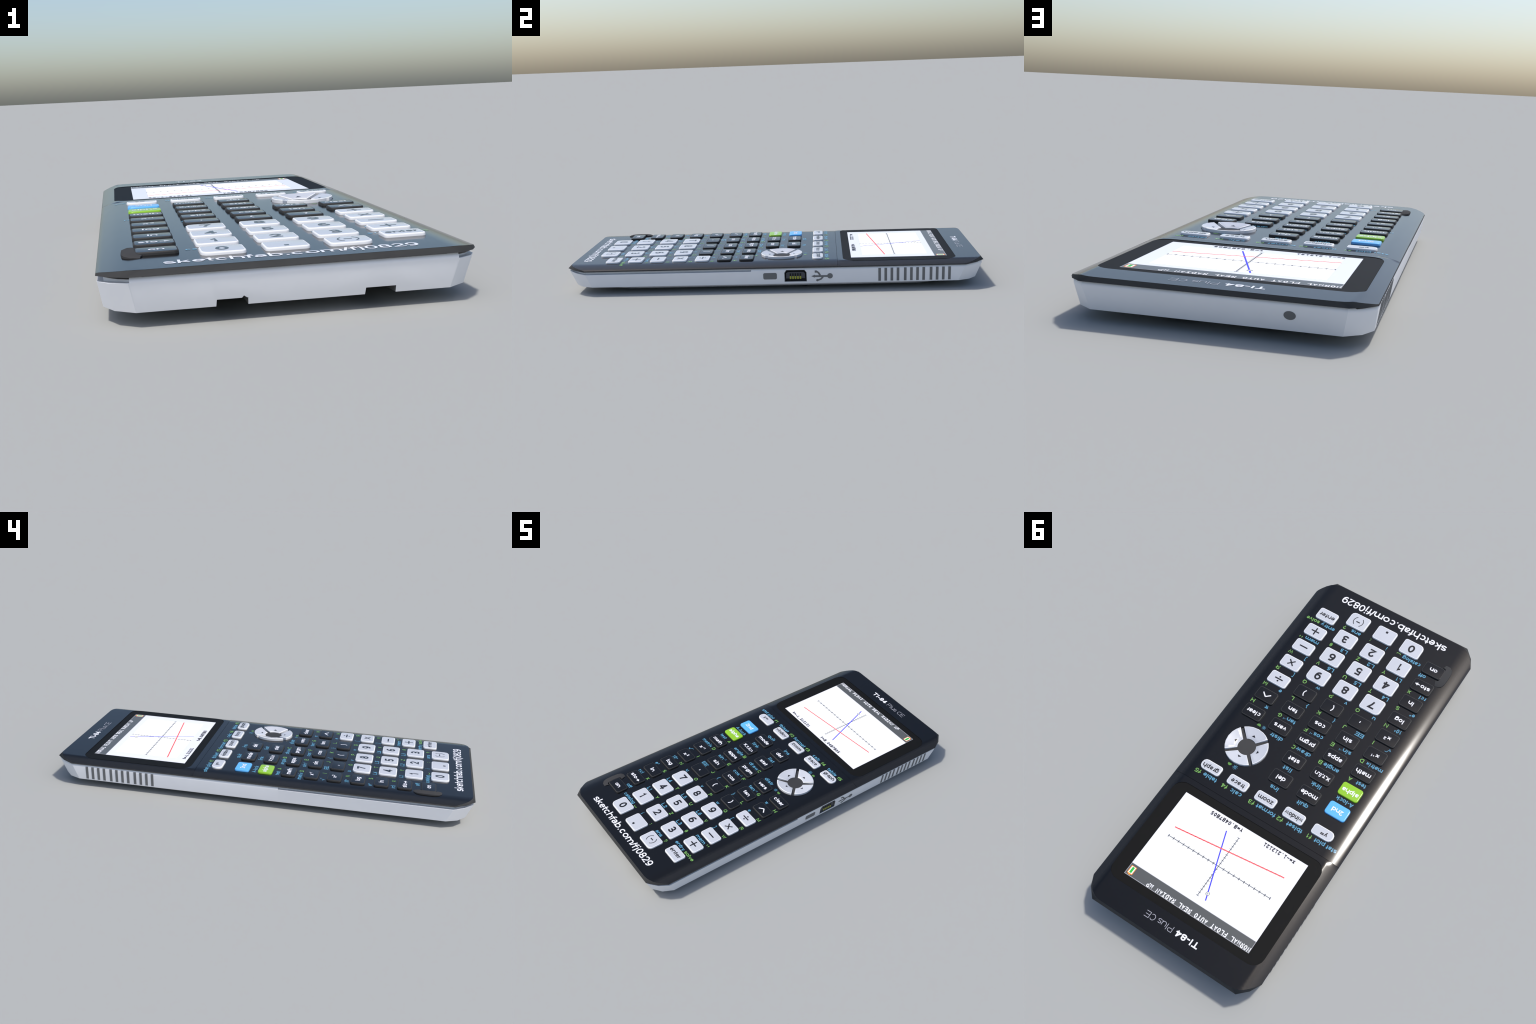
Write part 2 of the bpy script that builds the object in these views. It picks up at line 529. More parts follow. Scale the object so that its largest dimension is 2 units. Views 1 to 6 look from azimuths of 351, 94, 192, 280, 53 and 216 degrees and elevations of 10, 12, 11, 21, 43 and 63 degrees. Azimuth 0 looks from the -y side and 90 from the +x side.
# rubber feet underneath
def foot_mesh():
    n = 16
    verts = [(0.016 * math.cos(2 * math.pi * i / n), 0.016 * math.sin(2 * math.pi * i / n), z) for z in (0.0165, 0.003) for i in range(n)]
    verts += [(0.013 * math.cos(2 * math.pi * i / n), 0.013 * math.sin(2 * math.pi * i / n), 0.0) for i in range(n)]
    faces = []
    for l in range(2):
        faces += [(l * n + i, (l + 1) * n + i, (l + 1) * n + (i + 1) % n, l * n + (i + 1) % n) for i in range(n)]
    faces.append(tuple(range(2 * n, 3 * n))[::-1]); faces.append(tuple(range(n)))
    me = mesh_from("rubber_foot", verts, faces)
    recalc(me); smooth(me, 40)
    me.materials.append(M_FOOT)
    return me
fm = foot_mesh()
for x, y in ((0.25, -0.70), (-0.25, -0.70), (0.33, 0.15), (-0.33, 0.15)):
    o = bpy.data.objects.new("rubber_foot", fm)
    COL.objects.link(o); o.location = (x, y, 0); o.parent = calc

def long_pads():
    """two short low pads under the display end"""
    o = rounded_rect(-0.045, 0.045, -0.014, 0.014, 0.012, 3)
    v, f = prism("rubber_pad", o, [(0.0100, inset_rect(o, 0.94)), (0.0125, o), (0.0300, o)])
    me = mesh_from("rubber_pad", v, f)
    recalc(me)
    me.materials.append(M_FOOT)
    for x in (0.125, -0.125):
        ob = bpy.data.objects.new("rubber_pad", me)
        COL.objects.link(ob); ob.location = (x, 0.86, 0); ob.parent = calc
def inset_rect(pts, k):
    return [(x * k, y * k) for x, y in pts]
long_pads()

# ---------------------------------------------------------------- display
def slab(name, pts, z0, z1, mat, parent):
    v, f = prism(name, pts, [(z0, pts), (z1, pts)])
    me = mesh_from(name, v, f)
    recalc(me)
    return link(name, me, parent, [mat])
def rect(x0, x1, y0, y1):
    return [(x0, y0), (x1, y0), (x1, y1), (x0, y1)]

bezel = slab("display_bezel", [(x * 0.9985, 0.604 + (y - 0.604) * 0.998) for x, y in BEZEL], 0.1275, Z_GLASS - 0.0002, M_BEZEL, calc)
SX, SY0, SY1 = 0.3248, 0.3765, 0.8335
display = slab("display", rect(-SX, SX, SY0, SY1), 0.1280, Z_GLASS + 0.0002, M_LCD, calc)
Z0 = Z_GLASS + 0.0002
slab("plot_area", rect(-0.268, 0.268, 0.4335, 0.7450), Z0 - 0.001, Z0 + 0.0002, M_LCDIN, display)
slab("status_border", rect(-SX, SX, 0.7760, SY1), Z0 - 0.001, Z0 + 0.0002, M_BORDER, display)
slab("status_bar", rect(-SX + 0.0026, SX - 0.0026, 0.7775, SY1 - 0.0028), Z0 - 0.001, Z0 + 0.0004, M_BAR, display)

# axes with ticks
def plot_piece(name, polys, z, mat):
    verts, faces = [], []
    for pts in polys:
        v, f = prism(name, pts, [(z - 0.0008, pts), (z, pts)])
        b = len(verts)
        verts += v
        faces += [tuple(b + i for i in q) for q in f]
    me = mesh_from(name, verts, faces)
    recalc(me)
    return link(name, me, display, [mat])
AX, AY = -0.0008, 0.5888
hz = [rect(-0.2683, 0.2663, AY - 0.0017, AY + 0.0017)]
vt = [rect(AX - 0.0018, AX + 0.0018, 0.4335, 0.7450)]
plot_piece("horizontal_axis", hz, Z0 + 0.00040, M_AXIS)
plot_piece("vertical_axis", vt, Z0 + 0.00046, M_AXIS)
ticks = []
for i in range(-10, 11):
    if i:
        x = AX + i * 0.0267
        ticks.append(rect(x - 0.0021, x + 0.0021, AY - 0.0065, AY + 0.0065))
        y = AY + i * 0.01555
        ticks.append(rect(AX - 0.0068, AX + 0.0068, y - 0.0012, y + 0.0012))
tk = plot_piece("axis_ticks", ticks, Z0 + 0.00052, M_AXIS)
tk["kind"] = "stuff"
plot_piece("blue_graph_line", [stroke([(0.0646, 0.4335), (-0.0435, 0.7450)], 0.0057)], Z0 + 0.0006, M_BLUE)
# the red line is stair-stepped like pixels
steps = []
NS = 26
for i in range(NS):
    xa = -0.2680 + 0.5345 * i / NS; xb = -0.2680 + 0.5345 * (i + 1) / NS
    yc = 0.4790 + 0.0622 * (i + 0.5) / NS
    steps.append(stroke([(xa - 0.001, yc - 0.0008), (xb + 0.001, yc + 0.0008)], 0.0056))
plot_piece("red_graph_line", steps, Z0 + 0.00066, M_RED)
# trace cursor: ring with a cross
def ring_poly(cx, cy, r0, r1, n=24):
    out = []
    for i in range(n):
        a, b = 2 * math.pi * i / n, 2 * math.pi * (i + 1) / n
        out.append([(cx + r0 * math.cos(a), cy + r0 * math.sin(a)), (cx + r1 * math.cos(a), cy + r1 * math.sin(a)),
                    (cx + r1 * math.cos(b), cy + r1 * math.sin(b)), (cx + r0 * math.cos(b), cy + r0 * math.sin(b))])
    return out
CX, CY = -0.0335, 0.7150
plot_piece("trace_cursor_face", [disc(CX, CY, 0.0085)], Z0 + 0.0007, M_LCDIN)
plot_piece("trace_cursor", ring_poly(CX, CY, 0.0068, 0.0092) + [stroke([(CX - 0.005, CY - 0.005), (CX + 0.005, CY + 0.005)], 0.0016), stroke([(CX - 0.005, CY + 0.005), (CX + 0.005, CY - 0.005)], 0.0016)], Z0 + 0.00078, M_AXIS)
# battery gauge
plot_piece("battery_frame", [rect(0.2900, 0.3168, 0.7868, 0.8245), rect(0.2975, 0.3095, 0.8245, 0.8285)], Z0 + 0.0006, M_ORANGE)
plot_piece("battery_inside", [rect(0.2932, 0.3136, 0.7895, 0.8215)], Z0 + 0.00066, M_LCDWHT)
plot_piece("battery_level", [rect(0.2980, 0.3090, 0.7912, 0.8192)], Z0 + 0.00072, M_GREEN)

# ---------------------------------------------------------------- lettering
ARIAL = dict(a=.556, b=.611, c=.556, d=.611, e=.556, f=.333, g=.611, h=.611, i=.278, j=.278, k=.556, l=.278,
             m=.889, n=.611, o=.611, p=.611, q=.611, r=.389, s=.556, t=.333, u=.611, v=.556, w=.778, x=.556,
             y=.556, z=.5)
for ch in "0123456789": ARIAL[ch] = .556
for ch, w in dict(A=.722, B=.722, C=.722, D=.722, E=.667, F=.611, G=.778, H=.722, I=.278, J=.556, K=.722, L=.611,
                  M=.833, N=.722, O=.778, P=.667, Q=.778, R=.722, S=.667, T=.611, U=.722, V=.667, W=.944, X=.667,
                  Y=.667, Z=.611).items(): ARIAL[ch] = w
ARIAL.update({" ": .278, ",": .278, ".": .278, "-": .333, "=": .584, "(": .333, ")": .333, "/": .278, "+": .584,
              "?": .611, ":": .333, "[": .333, "]": .333, "{": .389, "}": .389, "^": .584, "\u03b8": .55, "\u03c0": .6})

XH, CAPH, DESC = 0.519, 0.716, -0.205      # x-height, cap height, descender in ems
C = 1.38                                   # cap height in x-heights (skeleton units)

def A(cx, cy, rx, ry, a0, a1, n=None):
    n = n or max(4, int(abs(a1 - a0) / 15))
    return [(cx + rx * math.cos(math.radians(a0 + (a1 - a0) * i / n)), cy + ry * math.sin(math.radians(a0 + (a1 - a0) * i / n))) for i in range(n + 1)]
RING = A(.5, .5, .5, .5, 0, 360)
def S_curve(h):
    return A(.48, .745 * h, .44, .255 * h, 22, 215) + A(.5, .255 * h, .5, .255 * h, 35, -158)
# skeletons: strokes in a box 0..1 wide, baseline 0, x-height 1, caps 1.38
GLYPH = {
 "a": [A(.45, .70, .42, .30, 165, 0) + [(.90, .2), (.92, 0)], [(.88, .60), (.45, .54)] + A(.38, .27, .38, .27, 90, 280) + [(.88, .26)]],
 "b": [[(0, 0), (0, C)], RING], "c": [A(.5, .5, .5, .5, 42, 318)], "d": [[(1, 0), (1, C)], RING],
 "e": [[(.04, .53), (.98, .53)], A(.5, .5, .5, .5, 4, 318)],
 "f": [[(.36, 0), (.36, 1.02)] + A(1.26, 1.0, .90, .38, 165, 82), [(-.20, .94), (1.2, .94)]],
 "g": [RING, [(1, 1), (1, -.04)] + A(.5, -.06, .5, .34, -10, -155)],
 "h": [[(0, 0), (0, C)], A(.5, .55, .5, .45, 165, 0) + [(1, 0)]],
 "i": [[(.5, 0), (.5, .93)], [(.5, 1.40), (.5, 1.42)]], "j": [[(.6, .93), (.6, -.12)] + A(-.1, -.14, .7, .26, -15, -85), [(.6, 1.40), (.6, 1.42)]],
 "k": [[(0, 0), (0, C)], [(.95, 1), (.05, .36)], [(.34, .56), (1, 0)]], "l": [[(.5, 0), (.5, C)]],
 "m": [[(0, 0), (0, 1)], A(.25, .62, .25, .38, 165, 0) + [(.5, 0)], A(.75, .62, .25, .38, 165, 0) + [(1, 0)]],
 "n": [[(0, 0), (0, 1)], A(.5, .55, .5, .45, 165, 0) + [(1, 0)]], "o": [RING],
 "p": [[(0, -.40), (0, 1)], RING], "q": [[(1, -.40), (1, 1)], RING],
 "r": [[(0, 0), (0, 1)], A(.9, .42, .9, .56, 165, 88)], "s": [S_curve(1.0)],
 "t": [[(.36, 1.26), (.36, .28)] + A(1.0, .26, .64, .26, 195, 275), [(-.20, .95), (1.1, .95)]],
 "u": [[(0, 1), (0, .45)] + A(.5, .45, .5, .45, 195, 345), [(1, 1), (1, 0)]], "v": [[(0, 1), (.5, 0), (1, 1)]],
 "w": [[(0, 1), (.26, 0), (.5, 1), (.74, 0), (1, 1)]], "x": [[(0, 1), (1, 0)], [(0, 0), (.44, .44)], [(.56, .56), (1, 1)]],
 "y": [[(0, 1), (.52, .05)], [(1, 1), (.46, -.26), (.34, -.37), (.08, -.38)]], "z": [[(0, 1), (1, 1), (0, 0), (1, 0)]],
 "A": [[(0, 0), (.5, C), (1, 0)], [(.22, .44), (.78, .44)]],
 "B": [[(0, 0), (0, C)], [(0, C)] + A(.58, 1.05, .36, .33, 90, -90) + [(0, .72)], [(0, .72)] + A(.60, .36, .40, .36, 90, -90) + [(0, 0)]],
 "C": [A(.5, .69, .5, .69, 42, 318)], "D": [[(0, 0), (0, C)] + A(.42, .69, .58, .69, 90, -90) + [(0, 0)]],
 "E": [[(1, C), (0, C), (0, 0), (1, 0)], [(0, .72), (.9, .72)]], "F": [[(1, C), (0, C), (0, 0)], [(0, .72), (.85, .72)]],
 "G": [A(.5, .69, .5, .69, 42, 335) + [(.98, .64), (.55, .64)]], "H": [[(0, 0), (0, C)], [(1, 0), (1, C)], [(0, .72), (1, .72)]],
 "I": [[(.5, 0), (.5, C)]], "J": [[(1, C), (1, .42)] + A(.5, .40, .5, .40, -10, -178)],
 "K": [[(0, 0), (0, C)], [(1, C), (.02, .50)], [(.32, .68), (1, 0)]], "L": [[(0, C), (0, 0), (1, 0)]],
 "M": [[(0, 0), (0, C), (.5, .10), (1, C), (1, 0)]], "N": [[(0, 0), (0, C), (1, 0), (1, C)]], "O": [A(.5, .69, .5, .69, 0, 360)],
 "P": [[(0, 0), (0, C)] + A(.60, 1.0, .40, .38, 90, -90) + [(0, .62)]], "Q": [A(.5, .69, .5, .69, 0, 360), [(.60, .34), (1, -.06)]],
 "R": [[(0, 0), (0, C)] + A(.60, 1.02, .40, .36, 90, -90) + [(0, .66)], [(.55, .66), (1, 0)]], "S": [S_curve(C)],
 "T": [[(0, C), (1, C)], [(.5, C), (.5, 0)]], "U": [[(0, C), (0, .5)] + A(.5, .5, .5, .5, 195, 345) + [(1, C)]],
 "V": [[(0, C), (.5, 0), (1, C)]], "W": [[(0, C), (.26, 0), (.5, C), (.74, 0), (1, C)]],
 "X": [[(0, C), (1, 0)], [(0, 0), (.46, .63)], [(.54, .75), (1, C)]], "Y": [[(0, C), (.5, .62), (1, C)], [(.5, .62), (.5, 0)]],
 "Z": [[(0, C), (1, C), (0, 0), (1, 0)]],
 "0": [A(.5, .69, .5, .69, 0, 360)], "1": [[(.12, 1.06), (.40, 1.14), (.62, C), (.62, 0)]],
 "2": [A(.5, 1.0, .47, .38, 170, -30) + [(.5, .42), (0, 0), (1, 0)]],
 "3": [A(.46, 1.03, .42, .35, 155, -75), A(.5, .37, .5, .37, 80, -155), [(.34, .72), (.60, .72)]],
 "4": [[(.72, 0), (.72, C)], [(.72, C), (.02, .38)], [(0, .36), (1, .36)]], "5": [[(.90, C), (.18, C), (.08, .68)] + A(.5, .44, .5, .44, 130, -155)],
 "6": [A(.5, .43, .5, .43, 0, 360), A(.62, .62, .62, .76, 62, 180) + [(.01, .43)]],
 "7": [[(0, C), (1, C), (.55, .72), (.36, 0)]], "8": [A(.5, 1.04, .42, .34, 0, 360), A(.5, .36, .5, .36, 0, 360)],
 "9": [A(.5, .95, .5, .43, 0, 360), A(.38, .76, .62, .76, -118, 0) + [(.99, .95)]],
 "-": [[(0, .50), (1, .50)]], "=": [[(0, .42), (1, .42)], [(0, .86), (1, .86)]], "+": [[(0, .6), (1, .6)], [(.5, 0), (.5, .5)], [(.5, .7), (.5, 1.2)]],
 ".": [[(.5, -.01), (.5, .02)]], ",": [[(.6, .04), (.6, -.06), (.2, -.34)]], ":": [[(.5, -.01), (.5, .02)], [(.5, .88), (.5, .90)]],
 "/": [[(-.35, -.08), (1.35, C + .04)]], "?": [A(.5, 1.0, .47, .38, 170, -40) + [(.5, .48), (.5, .42)], [(.5, -.01), (.5, .02)]],
 "[": [[(1, C), (0, C), (0, -.3), (1, -.3)]], "]": [[(0, C), (1, C), (1, -.3), (0, -.3)]],
 "{": [[(1, C), (.55, C - .06), (.5, .75), (0, .54), (.5, .33), (.55, -.24), (1, -.3)]], "}": [[(0, C), (.45, C - .06), (.5, .75), (1, .54), (.5, .33), (.45, -.24), (0, -.3)]],
 "\"": [[(0, 1.0), (0, C)], [(1, 1.0), (1, C)]],
 "\u03b8": [A(.5, .69, .5, .69, 0, 360), [(.05, .69), (.95, .69)]],
 "\u03c0": [[(0, 1), (1, 1)], [(.3, 1), (.2, 0)], [(.7, 1), (.74, .1), (.95, 0)]],
}
MONO = dict(GLYPH)
MONO["1"] = [[(.15, 1.1), (.5, C), (.5, 0)], [(.05, 0), (.95, 0)]]
MONO["I"] = [[(.5, 0), (.5, C)], [(.08, 0), (.92, 0)], [(.08, C), (.92, C)]]
MONO["8"] = [[(.08, .72), (.08, C), (.92, C), (.92, .72), (0, .72), (0, 0), (1, 0), (1, .72)]]

def ribbon(pts, w):
    """thick polyline with mitred joints -> list of quads"""
    closed = math.dist(pts[0], pts[-1]) < 1e-6
    q = [Vector(p) for p in pts]
    if closed: q = q[:-1]
    n = len(q)
    L, R = [], []
    for i in range(n):
        if closed: a, b = q[i - 1], q[(i + 1) % n]
        else: a, b = q[max(0, i - 1)], q[min(n - 1, i + 1)]
        d1 = (q[i] - a) if (q[i] - a).length > 1e-9 else (b - q[i])
        d2 = (b - q[i]) if (b - q[i]).length > 1e-9 else d1
        n1 = Vector((-d1.y, d1.x)).normalized(); n2 = Vector((-d2.y, d2.x)).normalized()
        m = n1 + n2
        m = n1 * 0.5 * w if m.length < 1e-6 else m / max(0.42, m.dot(n1)) * (w / 2)
        L.append(q[i] + m); R.append(q[i] - m)
    out = []
    for i in range(n if closed else n - 1):
        j = (i + 1) % n
        out.append([tuple(R[i]), tuple(R[j]), tuple(L[j]), tuple(L[i])])
    return out

def glyph_quads(ch, x, w, base, cap, t, table=GLYPH):
    """quads of one character drawn in the box x..x+w, cap height cap, stroke t"""
    xh = cap * XH / CAPH
    def Y(v):
        lo, hi = t / 2, xh - t / 2
        if v <= 1: return base + lo + v * (hi - lo)
        return base + hi + (v - 1) / (C - 1) * (cap - t / 2 - hi)
    def X(u): return x + t / 2 + u * (w - t)
    out = []
    for k, st in enumerate(table[ch]):
        pts = [(X(u), Y(v)) for u, v in st]
        # butt ends of straight stems reach the true baseline / cap line
        if math.dist(pts[0], pts[-1]) > 1e-6:
            for e, f in ((0, 1), (-1, -2)):
                d = Vector(pts[e]) - Vector(pts[f])
                if abs(st[e][0] - st[f][0]) < 1e-6 or abs(st[e][1] - st[f][1]) < 1e-6:
                    p = Vector(pts[e]) + d.normalized() * t / 2
                    pts[e] = (p.x, p.y)
        out.append((k, ribbon(pts, t)))
    return out

def text_quads(body, x0, x1, base, cap, t, table=GLYPH):
    """lay a word out with proportional spacing so that it spans x0..x1"""
    adv = [ARIAL.get(c, .6) for c in body]
    gap = 0.055
    boxes, x = [], 0.0
    for c, a in zip(body, adv):
        boxes.append((c, x + gap / 2, max(0.16, a - gap)))
        x += a
    lo, hi = boxes[0][1], boxes[-1][1] + boxes[-1][2]
    k = (x1 - x0) / (hi - lo)
    out = []
    for c, bx, bw in boxes:
        if c != " ":
            out += glyph_quads(c, x0 + (bx - lo) * k, bw * k, base, cap, t, table)
    return out

def flat_mesh(name, layers, mat, parent, zfun):
    """layers: (level, polygons); overlapping strokes sit on slightly different levels"""
    verts, faces = [], []
    for level, polys in layers:
        for p in polys:
            b = len(verts)
            verts += [(x, y, zfun(x, y) + 0.00004 * level) for x, y in p]
            faces.append(tuple(range(b, b + len(p))))
    me = mesh_from(name, verts, faces)
    bm = bmesh.new(); bm.from_mesh(me)
    for fc in bm.faces:
        if fc.normal.z < 0: fc.normal_flip()
    bm.to_mesh(me); bm.free()
    return link(name, me, parent, [mat])

def letter(name, parts, mat, parent, zfun, table=None):
    """parts: list of (body, x0, x1, baseline, cap height, stroke width)"""
    layers = []
    for body, x0, x1, yb, cap, t in parts:
        layers += text_quads(body, x0, x1, yb, cap, t, table or GLYPH)
    return flat_mesh(name, layers, mat, parent, zfun)

def polys_flat(name, polys, mat, parent, zfun):
    return flat_mesh(name, [(i % 7, [p]) for i, p in enumerate(polys)], mat, parent, zfun)

on_face = lambda x, y: face_z(x, y) + 0.0005
on_key = lambda x, y: Z_KEY + 0.0004
BOLD = 0.0044      # stroke of the bold lettering on the keys

def width(body, size):
    return sum(ARIAL.get(c, .6) for c in body) * size

# ---------------------------------------------------------------- keys
def key_outline(w, h, r, big=(), rbig=0.022, seg=3):
    """outline counter-clockwise from lower right; big = corners with a large radius (0 lr,1 ur,2 ul,3 ll)"""
    pts = []
    for k, (sx, sy, a0) in enumerate(((1, -1, -90), (1, 1, 0), (-1, 1, 90), (-1, -1, 180))):
        rr = rbig if k in big else r
        cx, cy = sx * (w / 2 - rr), sy * (h / 2 - rr)
        for i in range(seg + 1):
            a = math.radians(a0 + 90 * i / seg)
            pts.append((cx + rr * math.cos(a), cy + rr * math.sin(a)))
    return pts

def inset(pts, d):
    n = len(pts); out = []
    for i in range(n):
        p, a, b = Vector(pts[i]), Vector(pts[i - 1]), Vector(pts[(i + 1) % n])
        n1 = Vector((-(p - a).y, (p - a).x)).normalized()
        n2 = Vector((-(b - p).y, (b - p).x)).normalized()
        m = (n1 + n2)
        m = m / max(0.3, m.dot(n1))
        out.append((p.x + m.x * d, p.y + m.y * d))
    return out

_keymesh = {}
def key_mesh(kind, w, h, big, rbig, mats):
    k = (kind, w, h, big)
    if k not in _keymesh:
        base = key_outline(w, h, 0.0125, big, rbig)
        levels = [(0.1275, base), (Z_KEY - 0.0036, inset(base, 0.0006)), (Z_KEY - 0.0012, inset(base, 0.0013)),
                  (Z_KEY - 0.0002, inset(base, 0.0026)), (Z_KEY, inset(base, 0.0046))]
        v, f = prism("key", base, levels)
        n = len(base)
        mi = [0] * len(f)
        mi[4 * n] = 1
        me = mesh_from("key", v, f, mi)
        recalc(me); smooth(me, 50)
        for m in mats: me.materials.append(m)
        _keymesh[k] = me
    return _keymesh[k]

COLX = (-0.2975, -0.1480, 0.0025, 0.1525, 0.3015)
ROWY = (0.0920, -0.0190, -0.1300, -0.2385, -0.3475, -0.4580, -0.5675, -0.6755, -0.7860)
NUMY = (-0.4645, -0.5900, -0.7145, -0.8390)
FUNY = 0.2150
KS, LS = 0.0328, 0.0305          # lettering sizes on keys and on the faceplate

def add_key(kind, cx, cy, w, h, big=(), rbig=0.024):
    mats = {"black": (M_KEYBLKS, M_KEYBLK), "white": (M_KEYWHTS, M_KEYWHT),
            "blue": (M_KEYBLU, M_KEYBLU), "green": (M_KEYGRN, M_KEYGRN)}[kind]
    me = key_mesh(kind, w, h, big, rbig, mats)
    nm = {"black": "dark_key", "white": "white_key", "blue": "blue_key", "green": "green_key"}[kind]
    ob = bpy.data.objects.new(nm, me)
    COL.objects.link(ob)
    ob.location = (cx, cy, 0.0)
    ob.parent = calc
    return ob

def legend(key, parts, mat):
    ob = letter("key_legend", parts, mat, key, on_key)
    ob.matrix_parent_inverse = Matrix.Identity(4)
    ob.location = (-key.location.x, -key.location.y, 0)
    return ob

def word_on_key(key, body, mat, dx=0.0, size=KS, dy=-0.0095, bold=BOLD, cap=None):
    cx, cy = key.location.x + dx, key.location.y
    w = width(body, size) * 0.96
    legend(key, [(body, cx - w / 2, cx + w / 2, cy + dy, cap or size * 0.72, bold)], mat)

# --- small dark / coloured / white keys
small = {
    (0, 0): "2nd", (0, 1): "alpha", (0, 2): "math", (0, 3): "x-1", (0, 4): "x2", (0, 5): "log", (0, 6): "ln", (0, 7): "sto", (0, 8): "on",
    (1, 0): "mode", (1, 1): "XTn", (1, 2): "apps", (1, 3): "sin", (1, 4): ",",
    (2, 0): "del", (2, 1): "stat", (2, 2): "prgm", (2, 3): "cos", (2, 4): "(",
    (3, 2): "vars", (3, 3): "tan", (3, 4): ")",
    (4, 2): "clear", (4, 3): "^", (4, 4): "div", (4, 5): "mul", (4, 6): "sub", (4, 7): "add", (4, 8): "enter"}
KEYS = {}
for (c, r), body in small.items():
    kind = "blue" if body == "2nd" else "green" if body == "alpha" else \
        "white" if body in ("div", "mul", "sub", "add", "enter") else "black"
    k = add_key(kind, COLX[c], ROWY[r], 0.1050, 0.0700)
    KEYS[body] = k
    cx, cy = COLX[c], ROWY[r]
    if body in ("2nd", "alpha", "math", "log", "ln", "on", "mode", "apps", "sin", "del", "stat", "prgm", "cos", "vars", "tan", "clear"):
        word_on_key(k, body, M_INKWHT, dy=-0.0075 if body in ("apps", "prgm", "alpha") else -0.0105)
    elif body == "enter":
        word_on_key(k, body, M_INKBLK, dy=-0.0085, size=KS * 1.09, cap=KS * 0.74, bold=0.0043)
    elif body == "x-1":
        legend(k, [("x", cx - 0.019, cx - 0.0005, cy - 0.011, 0.0245, BOLD), ("-", cx + 0.0035, cx + 0.0095, cy - 0.0005, 0.020, BOLD),
                   ("1", cx + 0.0110, cx + 0.0205, cy + 0.0005, 0.0140, 0.0030)], M_INKWHT)
    elif body == "x2":
        legend(k, [("x", cx - 0.018, cx + 0.0005, cy - 0.011, 0.0245, BOLD), ("2", cx + 0.004, cx + 0.0155, cy - 0.001, 0.0155, 0.0034)], M_INKWHT)
    elif body == "sto":
        w = width("sto", KS)
        ob = legend(k, [("sto", cx - 0.040, cx - 0.040 + w, cy - 0.0105, KS * 0.72, BOLD)], M_INKWHT)
        y = cy - 0.0025
        ar = polys_flat("arrow_symbol", [stroke([(cx + 0.014, y), (cx + 0.027, y)], 0.0045), [(cx + 0.025, y - 0.0085), (cx + 0.040, y), (cx + 0.025, y + 0.0085)]], M_INKWHT, k, on_key)
        ar.location = (-cx, -cy, 0)
    elif body == "XTn":
        legend(k, [("X", cx - 0.041, cx - 0.023, cy - 0.0095, 0.0210, BOLD), (",", cx - 0.0215, cx - 0.0175, cy - 0.0095, 0.021, BOLD),
                   ("T", cx - 0.0155, cx - 0.0030, cy - 0.0095, 0.0165, BOLD), (",", cx - 0.0020, cx + 0.0020, cy - 0.0095, 0.021, BOLD),
                   ("\u03b8", cx + 0.0045, cx + 0.0150, cy - 0.0095, 0.0215, 0.0026), (",", cx + 0.0170, cx + 0.0210, cy - 0.0095, 0.021, BOLD),
                   ("n", cx + 0.0230, cx + 0.0385, cy - 0.0095, 0.0215, 0.0032)], M_INKWHT)
    elif body == ",":
        legend(k, [(",", cx - 0.0035, cx + 0.0035, cy - 0.0045, 0.032, BOLD)], M_INKWHT)
    elif body in "()":
        s = 1 if body == "(" else -1
        arc = [(cx + s * (0.0165 - 0.0235 * math.cos(math.radians(t))), cy + 0.0015 + 0.0235 * math.sin(math.radians(t))) for t in range(-46, 47, 6)]
        a = polys_flat("key_legend", [stroke(arc[i:i + 2], 0.0048) for i in range(len(arc) - 1)], M_INKWHT, k, on_key)
        a.location = (-cx, -cy, 0)
    elif body == "^":
        a = polys_flat("key_legend", [stroke([(cx - 0.021, cy - 0.010), (cx, cy + 0.009)], 0.0058), stroke([(cx, cy + 0.009), (cx + 0.021, cy - 0.010)], 0.0058)], M_INKWHT, k, on_key)
        a.location = (-cx, -cy, 0)
    else:
        L, w = 0.0215, 0.0068
        pl = []
        if body in ("add", "sub", "div"): pl.append(rect(cx - L, cx + L, cy - w / 2, cy + w / 2))
        if body == "add": pl += [rect(cx - w / 2, cx + w / 2, cy + w / 2, cy + L), rect(cx - w / 2, cx + w / 2, cy - L, cy - w / 2)]
        if body == "div": pl += [disc(cx, cy + 0.0125, 0.0046, 14), disc(cx, cy - 0.0125, 0.0046, 14)]
        if body == "mul":
            d = 0.0150
            pl += [stroke([(cx - d, cy - d), (cx + d, cy + d)], w * 0.92), stroke([(cx - d, cy + d), (cx - 0.0024, cy + 0.0024)], w * 0.92), stroke([(cx + 0.0024, cy - 0.0024), (cx + d, cy - d)], w * 0.92)]
        a = polys_flat("key_legend", pl, M_INKBLK, k, on_key)
        a.location = (-cx, -cy, 0)

